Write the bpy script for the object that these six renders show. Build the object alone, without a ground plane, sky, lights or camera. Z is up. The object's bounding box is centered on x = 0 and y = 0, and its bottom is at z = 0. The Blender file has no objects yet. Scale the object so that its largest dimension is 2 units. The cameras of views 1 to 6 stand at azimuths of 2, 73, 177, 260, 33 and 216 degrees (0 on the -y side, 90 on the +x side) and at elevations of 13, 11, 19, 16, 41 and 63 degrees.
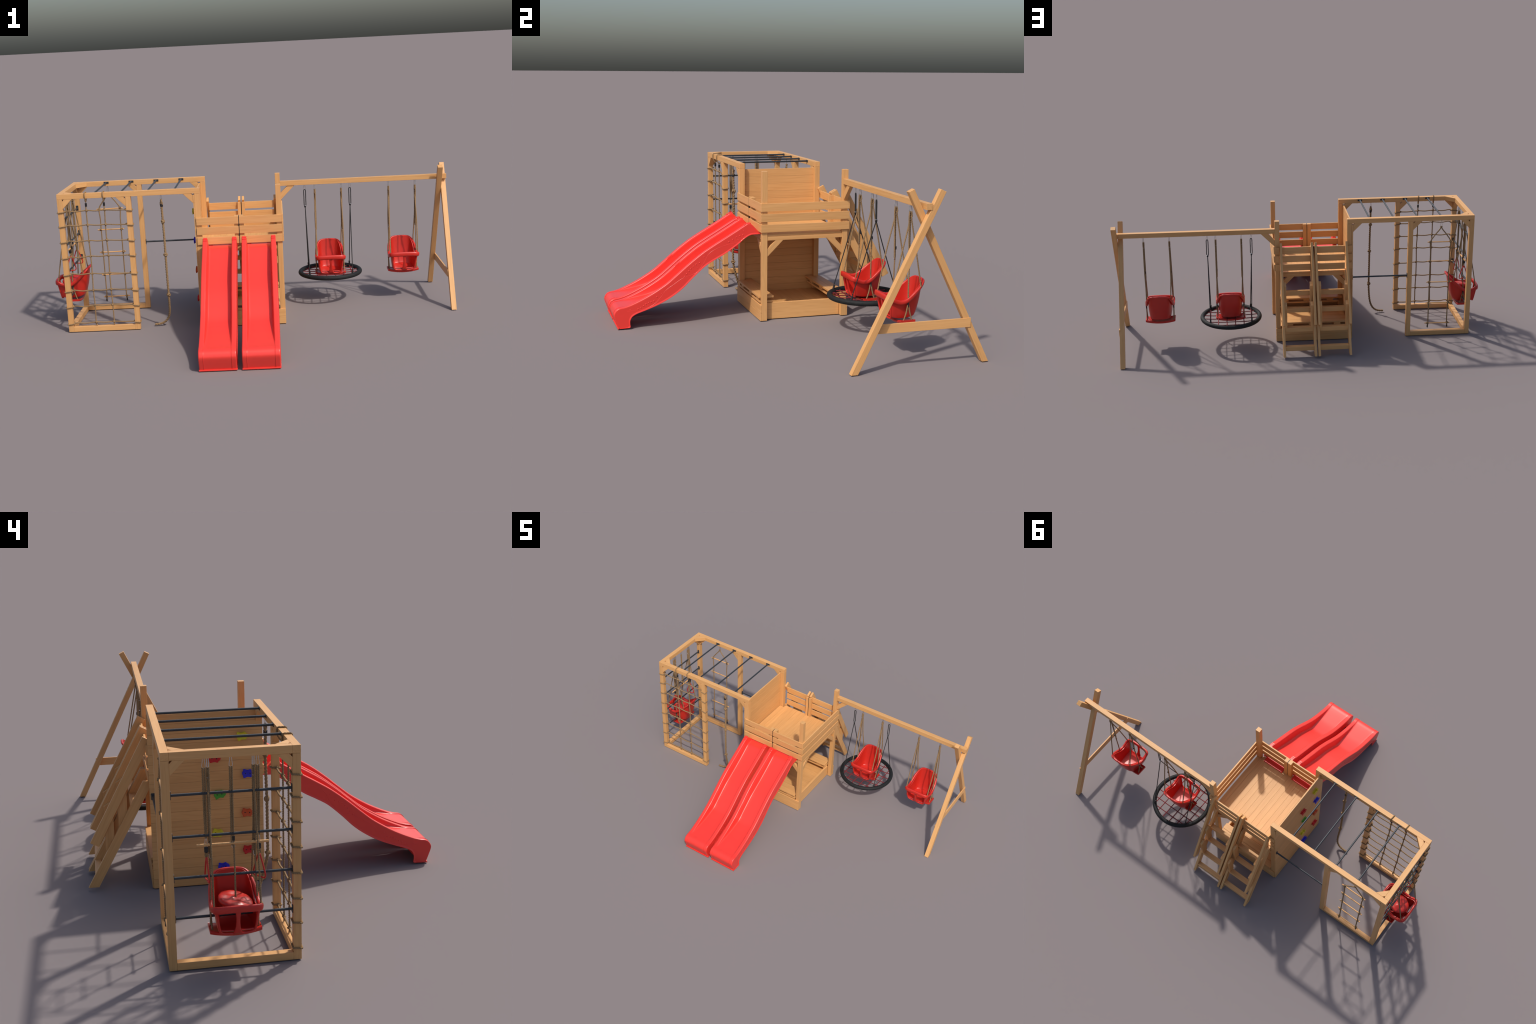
import bpy, bmesh, math, random
from mathutils import Vector, Matrix

random.seed(7)
V = Vector
ROOT = None
COLL = bpy.context.scene.collection

# ------------------------------------------------------------------ materials
def new_mat(name):
    m = bpy.data.materials.new(name); m.use_nodes = True
    nt = m.node_tree
    b = nt.nodes["Principled BSDF"]
    return m, nt, b

def N(nt, kind, **kw):
    n = nt.nodes.new(kind)
    for k, v in kw.items():
        setattr(n, k, v)
    return n

def ramp(nt, stops):
    r = N(nt, "ShaderNodeValToRGB")
    el = r.color_ramp.elements
    while len(el) < len(stops):
        el.new(0.5)
    for e, (p, c) in zip(el, stops):
        e.position = p; e.color = (*c, 1)
    return r

def wood_material(name, base, dark, light):
    m, nt, b = new_mat(name)
    L = nt.links.new
    tc = N(nt, "ShaderNodeTexCoord"); oi = N(nt, "ShaderNodeObjectInfo")
    off = N(nt, "ShaderNodeVectorMath", operation="SCALE"); off.inputs[0].default_value = (3.7, 5.1, 2.9)
    L(oi.outputs["Random"], off.inputs["Scale"])
    add = N(nt, "ShaderNodeVectorMath", operation="ADD")
    L(tc.outputs["Object"], add.inputs[0]); L(off.outputs[0], add.inputs[1])
    # long fibres along local X
    mp = N(nt, "ShaderNodeMapping"); mp.inputs["Scale"].default_value = (5, 190, 190)
    L(add.outputs[0], mp.inputs["Vector"])
    fine = N(nt, "ShaderNodeTexNoise"); fine.inputs["Scale"].default_value = 1.0
    fine.inputs["Detail"].default_value = 5; fine.inputs["Roughness"].default_value = 0.62
    L(mp.outputs[0], fine.inputs["Vector"])
    # broad cathedral figure
    mp2 = N(nt, "ShaderNodeMapping"); mp2.inputs["Scale"].default_value = (2.2, 26, 26)
    L(add.outputs[0], mp2.inputs["Vector"])
    broad = N(nt, "ShaderNodeTexNoise"); broad.inputs["Scale"].default_value = 1.0
    broad.inputs["Detail"].default_value = 2; broad.inputs["Distortion"].default_value = 0.6
    L(mp2.outputs[0], broad.inputs["Vector"])
    sepb = N(nt, "ShaderNodeMath", operation="MULTIPLY"); sepb.inputs[1].default_value = 7.0
    L(broad.outputs["Fac"], sepb.inputs[0])
    ring = N(nt, "ShaderNodeMath", operation="PINGPONG"); ring.inputs[1].default_value = 0.5
    L(sepb.outputs[0], ring.inputs[0])
    mixf = N(nt, "ShaderNodeMix", data_type="FLOAT"); mixf.inputs["Factor"].default_value = 0.3
    L(fine.outputs["Fac"], mixf.inputs["A"]); L(ring.outputs[0], mixf.inputs["B"])
    cr = ramp(nt, [(0.22, dark), (0.45, base), (0.68, light)])
    L(mixf.outputs["Result"], cr.inputs["Fac"])
    # each piece a shade of its own
    hs = N(nt, "ShaderNodeHueSaturation")
    mr = N(nt, "ShaderNodeMapRange"); mr.inputs["To Min"].default_value = 0.94; mr.inputs["To Max"].default_value = 1.05
    L(oi.outputs["Random"], mr.inputs["Value"]); L(mr.outputs["Result"], hs.inputs["Value"])
    L(cr.outputs["Color"], hs.inputs["Color"]); L(hs.outputs["Color"], b.inputs["Base Color"])
    b.inputs["Roughness"].default_value = 0.50
    b.inputs["Specular IOR Level"].default_value = 0.5
    bp = N(nt, "ShaderNodeBump"); bp.inputs["Strength"].default_value = 0.12; bp.inputs["Distance"].default_value = 0.001
    L(fine.outputs["Fac"], bp.inputs["Height"]); L(bp.outputs["Normal"], b.inputs["Normal"])
    return m

def plain_material(name, col, rough=0.5, metal=0.0, spec=0.5, var=0.06, scale=60, bump=0.0, coat=0.0):
    m, nt, b = new_mat(name)
    L = nt.links.new
    tc = N(nt, "ShaderNodeTexCoord")
    no = N(nt, "ShaderNodeTexNoise"); no.inputs["Scale"].default_value = scale; no.inputs["Detail"].default_value = 3
    L(tc.outputs["Object"], no.inputs["Vector"])
    cr = ramp(nt, [(0.3, tuple(c * (1 - var) for c in col)), (0.7, tuple(min(1, c * (1 + var)) for c in col))])
    L(no.outputs["Fac"], cr.inputs["Fac"]); L(cr.outputs["Color"], b.inputs["Base Color"])
    b.inputs["Roughness"].default_value = rough
    b.inputs["Metallic"].default_value = metal
    b.inputs["Specular IOR Level"].default_value = spec
    b.inputs["Coat Weight"].default_value = coat
    b.inputs["Coat Roughness"].default_value = 0.2
    if bump:
        bp = N(nt, "ShaderNodeBump"); bp.inputs["Strength"].default_value = bump; bp.inputs["Distance"].default_value = 0.0006
        L(no.outputs["Fac"], bp.inputs["Height"]); L(bp.outputs["Normal"], b.inputs["Normal"])
    return m

WOOD = wood_material("pale_beech_wood", (0.672, 0.358, 0.134), (0.610, 0.308, 0.106), (0.710, 0.388, 0.152))
ROPE = plain_material("hemp_rope", (0.275, 0.178, 0.093), rough=0.9, spec=0.1, var=0.25, scale=400, bump=0.4)
ROPE_BLACK = plain_material("black_cord", (0.018, 0.019, 0.02), rough=0.7, spec=0.3, var=0.2, scale=400)
NET_RED = plain_material("dark_red_cord", (0.19, 0.022, 0.026), rough=0.7, spec=0.3, var=0.2, scale=400)
RING_BLACK = plain_material("black_foam", (0.012, 0.013, 0.0135), rough=0.7, spec=0.3, var=0.2, scale=90, bump=0.2)
BAR_GREY = plain_material("dark_grey_powder_coat", (0.028, 0.034, 0.04), rough=0.42, spec=0.5, var=0.12, scale=300)
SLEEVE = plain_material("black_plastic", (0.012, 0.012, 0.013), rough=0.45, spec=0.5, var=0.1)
STEEL = plain_material("galvanised_steel", (0.55, 0.56, 0.58), rough=0.3, metal=0.9, var=0.1, scale=200)
SLIDE_RED = plain_material("red_slide_plastic", (0.80, 0.045, 0.034), rough=0.32, spec=0.5, var=0.015, scale=40)
SEAT_RED = plain_material("red_seat_plastic", (0.54, 0.022, 0.013), rough=0.36, spec=0.5, var=0.03, scale=40)
HOLD = {
    "yellow": plain_material("yellow_hold_resin", (0.64, 0.55, 0.02), rough=0.6, var=0.08, scale=250, bump=0.3),
    "blue": plain_material("blue_hold_resin", (0.02, 0.022, 0.55), rough=0.6, var=0.08, scale=250, bump=0.3),
    "red": plain_material("red_hold_resin", (0.56, 0.012, 0.014), rough=0.6, var=0.08, scale=250, bump=0.3),
    "green": plain_material("green_hold_resin", (0.07, 0.34, 0.03), rough=0.6, var=0.08, scale=250, bump=0.3),
    "orange": plain_material("orange_hold_resin", (0.60, 0.09, 0.02), rough=0.6, var=0.08, scale=250, bump=0.3),
}

# ------------------------------------------------------------------ helpers
def add_obj(name, mesh, parent=None, mat=None, matrix=None):
    o = bpy.data.objects.new(name, mesh)
    COLL.objects.link(o)
    if mat and not mesh.materials:
        mesh.materials.append(mat)
    o.matrix_world = matrix or Matrix.Identity(4)
    par = parent or ROOT
    o.parent = par
    o.matrix_parent_inverse = par.matrix_basis.inverted() if par.parent is None else (par.parent.matrix_basis @ par.matrix_parent_inverse @ par.matrix_basis).inverted() if False else WORLD_INV(par)
    return o

def WORLD(o):
    if o.parent is None:
        return o.matrix_basis.copy()
    return WORLD(o.parent) @ o.matrix_parent_inverse @ o.matrix_basis

def WORLD_INV(o):
    return WORLD(o).inverted()

def smooth(mesh, angle=40):
    for p in mesh.polygons:
        p.use_smooth = True
    mesh.set_sharp_from_angle(angle=math.radians(angle))

BOXES = {}
def box_mesh(l, w, h, bev):
    key = (round(l, 5), round(w, 5), round(h, 5), bev)
    if key in BOXES:
        return BOXES[key]
    bm = bmesh.new()
    bmesh.ops.create_cube(bm, size=1.0)
    bmesh.ops.scale(bm, vec=(l, w, h), verts=bm.verts)
    if bev:
        bmesh.ops.bevel(bm, geom=list(bm.edges), offset=bev, segments=2, profile=0.5, affect="EDGES")
    me = bpy.data.meshes.new("board"); bm.to_mesh(me); bm.free()
    BOXES[key] = me
    return me

def box(name, x, y, z, parent=None, mat=None, bev=0.0008):
    """axis aligned piece given by its extents; grain along the longest side"""
    size = [x[1] - x[0], y[1] - y[0], z[1] - z[0]]
    c = V(((x[0] + x[1]) / 2, (y[0] + y[1]) / 2, (z[0] + z[1]) / 2))
    a = size.index(max(size))
    b, d = (a + 1) % 3, (a + 2) % 3
    R = Matrix.Identity(4)
    for i, ax in enumerate((a, b, d)):
        for r in range(3):
            R[r][i] = 1.0 if r == ax else 0.0
    me = box_mesh(size[a], size[b], size[d], min(bev, 0.3 * min(size)))
    return add_obj(name, me, parent, mat or WOOD, Matrix.Translation(c) @ R)

def beam(name, p0, p1, width, thick, side, parent=None, mat=None, bev=0.0011):
    """straight piece from p0 to p1; `side` is the direction its thickness runs in"""
    p0, p1 = V(p0), V(p1)
    X = (p1 - p0).normalized(); Z = V(side).normalized()
    Y = Z.cross(X).normalized(); Z = X.cross(Y).normalized()
    R = Matrix((X, Y, Z)).transposed().to_4x4()
    return add_obj(name, box_mesh((p1 - p0).length, width, thick, bev), parent, mat or WOOD,
                   Matrix.Translation((p0 + p1) / 2) @ R)

def prism(name, poly, extrude, grain, parent=None, mat=None, bev=0.001):
    """flat polygon (3D points) pulled along a vector; local X follows the grain"""
    pts = [V(p) for p in poly]; ex = V(extrude)
    c = sum(pts, V()) / len(pts) + ex / 2
    X = V(grain).normalized(); Z = ex.normalized(); Y = Z.cross(X).normalized(); X = Y.cross(Z)
    R = Matrix((X, Y, Z)).transposed()
    Ri = R.transposed()
    bm = bmesh.new()
    a = [bm.verts.new(Ri @ (p - c)) for p in pts]
    b = [bm.verts.new(Ri @ (p + ex - c)) for p in pts]
    n = len(pts)
    bm.faces.new(a[::-1]); bm.faces.new(b)
    for i in range(n):
        bm.faces.new((a[i], a[(i + 1) % n], b[(i + 1) % n], b[i]))
    bmesh.ops.recalc_face_normals(bm, faces=bm.faces)
    if bev:
        bmesh.ops.bevel(bm, geom=list(bm.edges), offset=bev, segments=2, profile=0.5, affect="EDGES")
    me = bpy.data.meshes.new(name); bm.to_mesh(me); bm.free()
    return add_obj(name, me, parent, mat or WOOD, Matrix.Translation(c) @ R.to_4x4())

def catmull(pts, step, closed=False):
    pts = [V(p) for p in pts]
    n = len(pts); out = []
    segs = n if closed else n - 1
    for i in range(segs):
        if closed:
            p0, p1, p2, p3 = pts[(i - 1) % n], pts[i], pts[(i + 1) % n], pts[(i + 2) % n]
        else:
            p1, p2 = pts[i], pts[i + 1]
            p0 = pts[i - 1] if i else p1 * 2 - p2
            p3 = pts[i + 2] if i + 2 < n else p2 * 2 - p1
        k = max(1, int(math.ceil((p2 - p1).length / step)))
        for j in range(k):
            t = j / k
            out.append(0.5 * ((2 * p1) + (p2 - p0) * t + (2 * p0 - 5 * p1 + 4 * p2 - p3) * t * t
                              + (3 * p1 - p0 - 3 * p2 + p3) * t ** 3))
    if not closed:
        out.append(pts[-1])
    return out

def frames(path, closed=False):
    n = len(path); T = []
    for i in range(n):
        if closed:
            d = path[(i + 1) % n] - path[i - 1]
        else:
            d = path[min(i + 1, n - 1)] - path[max(i - 1, 0)]
        T.append(d.normalized() if d.length > 1e-9 else (T[-1] if T else V((0, 0, 1))))
    up = V((0, 0, 1)) if abs(T[0].z) < 0.9 else V((1, 0, 0))
    Nn = [(up - T[0] * up.dot(T[0])).normalized()]
    for i in range(1, n):
        v = Nn[-1] - T[i] * Nn[-1].dot(T[i])
        Nn.append(v.normalized())
    return T, Nn

def tube_into(bm, path, r, sides=10, closed=False, lobes=0, depth=0.0, pitch=0.02, caps=True):
    """sweep a round (or laid, lobed) section along a path"""
    T, Nn = frames(path, closed)
    s = 0.0; rings = []
    for i, p in enumerate(path):
        if i:
            s += (p - path[i - 1]).length
        B = T[i].cross(Nn[i]); ring = []
        for j in range(sides):
            a = 2 * math.pi * j / sides
            tw = 2 * math.pi * s / pitch if lobes else 0.0
            rr = r
            if lobes:
                rr = r * (1 - depth + depth * abs(math.cos(lobes * (a - tw) / 2)) * 1.15)
            ring.append(bm.verts.new(p + (Nn[i] * math.cos(a) + B * math.sin(a)) * rr))
        rings.append(ring)
    m = len(rings)
    for i in range(m if closed else m - 1):
        A, Bq = rings[i], rings[(i + 1) % m]
        for j in range(sides):
            bm.faces.new((A[j], A[(j + 1) % sides], Bq[(j + 1) % sides], Bq[j]))
    if caps and not closed:
        bm.faces.new(rings[0][::-1]); bm.faces.new(rings[-1])

def finish(bm, name, parent=None, mat=None, angle=50, origin=None):
    me = bpy.data.meshes.new(name)
    o = V(origin) if origin is not None else V((0, 0, 0))
    if origin is not None:
        bmesh.ops.translate(bm, verts=bm.verts, vec=-o)
    bmesh.ops.recalc_face_normals(bm, faces=bm.faces)
    bm.to_mesh(me); bm.free(); smooth(me, angle)
    return add_obj(name, me, parent, mat, Matrix.Translation(o))

def rope(name, paths, r, parent=None, mat=None, laid=True, closed=False, step=0.0016):
    """one or several laid strands as one part"""
    if not isinstance(paths[0][0], (list, tuple, Vector)):
        paths = [paths]
    bm = bmesh.new()
    for pts in paths:
        path = catmull(pts, step if laid else 0.004, closed)
        if laid:
            tube_into(bm, path, r * 1.14, sides=12, lobes=3, depth=0.44, pitch=r * 8.0, closed=closed)
        else:
            tube_into(bm, path, r, sides=10, closed=closed)
    c = V(paths[0][0])
    return finish(bm, name, parent, mat or ROPE, 75, c)

def rod(name, p0, p1, r, parent=None, mat=None, sides=16):
    bm = bmesh.new()
    p0, p1 = V(p0), V(p1)
    d = (p1 - p0).normalized(); e = min(r * 0.25, (p1 - p0).length * 0.1)
    T, Nn = frames([p0, p1])
    B = T[0].cross(Nn[0]); rings = []
    for p, rr in ((p0, r - e), (p0 + d * e, r), (p1 - d * e, r), (p1, r - e)):
        rings.append([bm.verts.new(p + (Nn[0] * math.cos(2 * math.pi * j / sides) + B * math.sin(2 * math.pi * j / sides)) * rr)
                      for j in range(sides)])
    for A, Bq in zip(rings, rings[1:]):
        for j in range(sides):
            bm.faces.new((A[j], A[(j + 1) % sides], Bq[(j + 1) % sides], Bq[j]))
    bm.faces.new(rings[0][::-1]); bm.faces.new(rings[-1])
    return finish(bm, name, parent, mat, 35, (p0 + p1) / 2)

def make_knot_mesh(R, r, name, mat):
    """an overhand (trefoil) lump of rope"""
    bm = bmesh.new(); path = []
    k = 54
    for i in range(k):
        t = 2 * math.pi * i / k
        path.append(V(((math.sin(t) + 2 * math.sin(2 * t)) * R / 3, (math.cos(t) - 2 * math.cos(2 * t)) * R / 3,
                       -math.sin(3 * t) * R * 0.5)))
    tube_into(bm, path, r, sides=8, closed=True, lobes=0)
    me = bpy.data.meshes.new(name)
    bmesh.ops.recalc_face_normals(bm, faces=bm.faces)
    bm.to_mesh(me); bm.free(); smooth(me, 75); me.materials.append(mat)
    return me

def place(name, mesh, loc, rot=(0, 0, 0), scale=(1, 1, 1), parent=None):
    from mathutils import Euler
    M = Matrix.Translation(V(loc)) @ Euler(rot).to_matrix().to_4x4() @ Matrix.Diagonal((*scale, 1))
    return add_obj(name, mesh, parent, None, M)

# ------------------------------------------------------------------ the thing
ROOT = bpy.data.objects.new("playground_set", None)
COLL.objects.link(ROOT)
ROOT["label"] = "pale wooden playground with red twin slides, swings, monkey bars and nets"
ROOT["category"] = "playground"

P = 0.0247                     # square post section
YF0, YF1 = -0.0113, 0.0135     # front row of posts
YB0, YB1 = 0.3730, 0.3977      # back row of posts
XR0, XR1 = 0.1240, 0.1486      # tower posts, swing side
XL0, XL1 = -0.2607, -0.2360    # tower posts, monkey-bar side
XE0, XE1 = -0.9175, -0.8928    # far end of the monkey bars
XM0, XM1 = -0.5898, -0.5651    # middle posts of the monkey bars
ZT0, ZT1 = 0.6584, 0.6830      # top beams of the monkey bars
TH = 0.0070                    # cladding board thickness

# ---- tower posts
for (x, y, top) in (((XR0, XR1), (YF0, YF1), 0.6830), ((XR0, XR1), (YB0, YB1), 0.6830),
                    ((XL0, XL1), (YF0, YF1), ZT0 - 0.0004), ((XL0, XL1), (YB0, YB1), ZT0 - 0.0004)):
    box("post", x, y, (0, top))

# ---- tower base: boards round the sand box and the lower floor
zs = (0.0, 0.0370, 0.0745)
for a, b in zip(zs, zs[1:]):
    box("base_board", (XL0, XR1 + 0.0004), (YF0 - TH, YF0 - 0.0002), (a + 0.0003, b - 0.0003))
    box("base_board", (XL0, XR1 + 0.0004), (YB1 + 0.0002, YB1 + TH), (a + 0.0003, b - 0.0003))
box("base_board", (0.1110, 0.1228), (YF1 + 0.0002, YB0 - 0.0002), (0.0002, 0.0768))
nfl = 10
for i in range(nfl):
    y0 = YF1 - 0.012 + i * (YB0 + 0.012 - YF1 + 0.012) / nfl
    y1 = YF1 - 0.012 + (i + 1) * (YB0 + 0.012 - YF1 + 0.012) / nfl
    box("floor_board", (XL1 - 0.022, 0.1106), (y0 + 0.0003, y1 - 0.0003), (0.0340, 0.0425), bev=0.0006)

# ---- benches: two top planks on blocks on a lower plank
for sgn, ya, yb in ((1, -0.0185, 0.053), (-1, 0.334, 0.406)):
    ymid = (ya + yb) / 2
    inner = (ymid + 0.0004, yb) if sgn > 0 else (ya, ymid - 0.0004)
    outer = (ya, ymid - 0.0004) if sgn > 0 else (ymid + 0.0004, yb)
    xr_out = 0.118
    top = box("bench_plank", (XL1 - 0.020, 0.120), inner, (0.1005, 0.1095))
    box("bench_plank", (XL1 + 0.001, xr_out), outer, (0.1005, 0.1095), parent=top)
    for (x0, x1) in ((0.056, 0.090), (-0.062, -0.030), (-0.203, -0.166)):
        box("bench_block", (x0, x1), (ya + 0.006, yb - 0.006), (0.0872, 0.1003), parent=top)
    box("bench_plank", (XL1 + 0.001, xr_out), (ya + 0.004, yb - 0.002), (0.0785, 0.087), parent=top)

# ---- climbing wall
nw = 18
wt = 0.6520
for i in range(nw):
    box("wall_plank", (XL0 - TH, XL0 - 0.0002), (YF0 - 0.0005, YB1 + 0.0025), (i * wt / nw + 0.0002, (i + 1) * wt / nw - 0.0002), bev=0.0005)

# ---- platform
ZP = 0.3985
np_ = 13
for i in range(np_):
    w = (XR1 - 0.004 - (XL1 - 0.022)) / np_
    x0 = XL1 - 0.022 + i * w
    clear = x0 < XL1 + 0.004 or x0 + w > XR0 - 0.001
    box("platform_plank", (x0 + 0.0002, x0 + w - 0.0002), (YF1 + 0.001, YB0 - 0.001) if clear else (YF0 + 0.004, YB1 - 0.004),
        (ZP - 0.010, ZP), bev=0.0004)
zb = (0.3713, 0.3882)
box("joist", (XL1, XR0), (YF0 + 0.004, YF1 - 0.002), zb)
box("joist", (XL1, XR0), (YB0 + 0.002, YB1 - 0.0015), (0.3713, 0.3882))
box("joist", (XR0 + 0.002, XR1 - 0.0020), (YF1, YB0), (0.3713, 0.3882))
box("joist", (XL0 + 0.003, XL1 - 0.002), (YF1, YB0), zb)
box("joist", (-0.066, -0.046), (YF1, YB0), zb)

# ---- knee braces
def brace(corner, a, b, t, thick, outer=0.076, inner=0.040, parent=None):
    """corner between unit directions a and b, cut flush on both legs; thickness along t"""
    c, a, b, t = V(corner), V(a), V(b), V(t)
    poly = [c + a * outer, c + a * inner, c + b * inner, c + b * outer]
    prism("knee_brace", [p - t * thick / 2 for p in poly], t * thick, a - b, parent)

zb0 = 0.3713
ym_f, ym_b = (YF0 + YF1) / 2, (YB0 + YB1) / 2
xm_r, xm_l = (XR0 + XR1) / 2, (XL0 + XL1) / 2
for yy, d in ((YF1, 1), (YB0, -1)):
    brace((xm_r + 0.001, yy, zb0), (0, d, 0), (0, 0, -1), (1, 0, 0), 0.018)
for xx, d in ((XL1, 1), (XR0, -1)):
    for yy in (ym_f, ym_b):
        brace((xx, yy, zb0), (d, 0, 0), (0, 0, -1), (0, 1, 0), 0.018)

# ---- balustrade rails
rails = ((0.4095, 0.4447), (0.4570, 0.4928), (0.5042, 0.5400))
xg = -0.0563
for z in rails:
    box("rail_board", (XR1 + 0.0002, XR1 + TH), (YF0 - TH + 0.0005, YB1 + TH), z)
    box("rail_board", (XL0 + 0.0015, xg - 0.0016), (YF0 - TH, YF0 - 0.0002), z)
    box("rail_board", (xg + 0.0016, XR1), (YF0 - TH, YF0 - 0.0004), z)
    # short back pieces beside the ladders
    box("rail_board", (0.1265, XR1), (YB1 + 0.0003, YB1 + TH), z)
    box("rail_board", (XL0, -0.2385), (YB1 + 0.0003, YB1 + TH), z)
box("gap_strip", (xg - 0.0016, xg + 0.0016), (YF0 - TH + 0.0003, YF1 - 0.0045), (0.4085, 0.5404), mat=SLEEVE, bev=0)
for s in (-1, 1):
    x0, x1 = sorted((xg + s * 0.0017, xg + s * 0.0225))
    box("stub_post", (x0, x1), (YF0, YF1 - 0.003), (ZP, 0.5430))

# ---- ladders with handrails
def ladder(xa, xb):
    t = 0.0128
    s = V((0, -0.483, 0.8756)).normalized()          # up the slope
    w = 0.034
    root = None
    for x0 in (xa, xb - t):
        xc = x0 + t / 2
        # stringer: cut level on the ground, level on the platform and upright against the frame
        hw = w / 0.8756 / 2
        yb_ = 0.6235
        def on(z, off): return V((x0, yb_ - z * 0.5517 + off, z))
        ztop = 0.4040
        lo_y = YB1 + 0.0005
        zcut = (yb_ - hw - lo_y) / 0.5517
        poly = [on(0.0098, -hw), on(0.0098, hw), on(ztop, hw), V((x0, lo_y, ztop)), V((x0, lo_y, zcut))]
        o = prism("ladder_stringer", poly, (t, 0, 0), s, root)
        root = root or o
        # handrail
        beam("handrail", (xc, 0.606, 0.1745), (xc, 0.3995, 0.5600), w, t - 0.001, (1, 0, 0), root)
        # upright links on the inner face
        xi0, xi1 = (x0 + t, x0 + 2 * t) if x0 == xa else (x0 - t, x0)
        for y0, y1, z0, z1 in ((0.4810, 0.5150, 0.2345, 0.3620), (0.5325, 0.5660, 0.1455, 0.2700)):
            poly = [(xi0, y0, z0), (xi0, y1, z0), (xi0, y1, z1), (xi0, y0 + 0.012, z1 + 0.014), (xi0, y0, z1 + 0.010)]
            prism("handrail_link", poly, (xi1 - xi0, 0, 0), (0, 0, 1), root)
    for zt, yc in ((0.3135, 0.4570), (0.2340, 0.4980), (0.1450, 0.5505), (0.0570, 0.5985)):
        box("ladder_tread", (xa + t, xb - t), (yc - 0.0122, yc + 0.0122), (zt - 0.0235, zt), parent=root)
    # slatted gate between the handrails
    for z in ((0.4090, 0.4447), (0.4570, 0.4926), (0.5032, 0.5401)):
        box("gate_slat", (xa + t - 0.0005, xb - t + 0.0005), (YB1 + 0.0002, YB1 + 0.0072), z, parent=root)
    return root

ladder(-0.0525, 0.1245)
ladder(-0.2365, -0.0595)
for s in (-1, 1):
    x0, x1 = sorted((xg + s * 0.0022, xg + s * 0.0185))
    box("gate_post", (x0, x1), (YB0 + 0.010, YB1 + 0.0025), (ZP, 0.5405))
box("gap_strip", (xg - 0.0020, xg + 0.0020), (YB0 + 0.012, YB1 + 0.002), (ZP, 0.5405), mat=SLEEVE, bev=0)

# ---- monkey bar frame
box("post", (XE0, XE1), (YF0, YF1), (0, ZT0 - 0.0003))
box("post", (XE0, XE1), (YB0, YB1), (0, ZT0 - 0.0003))
box("post", (XM0, XM1), (YF0, YF1), (0, ZT0 - 0.0003))
box("post", (XM0, XM1), (YB0, YB1), (0, ZT0 - 0.0003))
box("top_beam", (XE0, XL1), (YF0, YF1), (ZT0, ZT1))
box("top_beam", (XE0, XL1), (YB0, YB1), (ZT0, ZT1))
box("top_beam", (XE0, XE1), (YF1 + 0.0002, YB0 - 0.0002), (ZT0, ZT1))
box("ground_sill", (XE1 + 0.0002, XM0 - 0.0002), (YF0, YF1), (0, P))
box("ground_sill", (XE1 + 0.0002, XM0 - 0.0002), (YB0, YB1), (0, P))
box("ground_sill", (XE0, XE1), (YF1 + 0.0002, YB0 - 0.0002), (0, P))
xe, xm = (XE0 + XE1) / 2, (XM0 + XM1) / 2
for yy in (ym_f, ym_b):
    brace((XE1, yy, ZT0), (1, 0, 0), (0, 0, -1), (0, 1, 0), 0.0232, 0.0475, 0.0105)
    brace((XM0, yy, ZT0), (-1, 0, 0), (0, 0, -1), (0, 1, 0), 0.0232, 0.0475, 0.0105)
    brace((XL0 - TH, yy, ZT0), (-1, 0, 0), (0, 0, -1), (0, 1, 0), 0.0232, 0.0475, 0.0105)
for yy, d in ((YF1, 1), (YB0, -1)):
    brace((xe, yy, ZT0), (0, d, 0), (0, 0, -1), (1, 0, 0), 0.0232, 0.0475, 0.0105)
    brace((XE1, yy, (ZT0 + ZT1) / 2 + 0.001), (1, 0, 0), (0, d, 0), (0, 0, 1), 0.0232, 0.0475, 0.0105)
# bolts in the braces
for yy in (ym_f, ym_b):
    pass

def rung(name, p0, p1, plate, parent=None):
    """dark steel bar with a flat mounting plate at each end; plate = (half sizes)"""
    o = rod(name, p0, p1, 0.0043, parent, BAR_GREY)
    for p in (p0, p1):
        p = V(p)
        box("mounting_plate", (p.x - plate[0], p.x + plate[0]), (p.y - plate[1], p.y + plate[1]),
            (p.z - plate[2], p.z + plate[2]), parent=o, mat=BAR_GREY, bev=0.0006)
    return o

for x in (-0.7440, -0.6155, -0.4868, -0.3580):
    rung("monkey_bar", (x, YF1 + 0.0012, 0.6760), (x, YB0 - 0.0012, 0.6760), (0.0125, 0.0012, 0.0052))
for z in (0.5515, 0.4225, 0.2945, 0.1655):
    rung("climbing_rung", (xe, YF1 + 0.0012, z), (xe, YB0 - 0.0012, z), (0.0060, 0.0012, 0.0125))
rung("side_bar", (XM1 + 0.0012, 0.389, 0.3540), (XL0 - TH - 0.0012, 0.389, 0.3540), (0.0012, 0.0060, 0.0125))

# ---- swing frame
ZS0, ZS1 = 0.6165, 0.6410
box("swing_beam", (XR1 + 0.0002, 0.9995), (YB0, YB1), (ZS0, ZS1))
brace((XR1, ym_b, ZS0), (1, 0, 0), (0, 0, -1), (0, 1, 0), 0.018, 0.074, 0.038)

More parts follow.
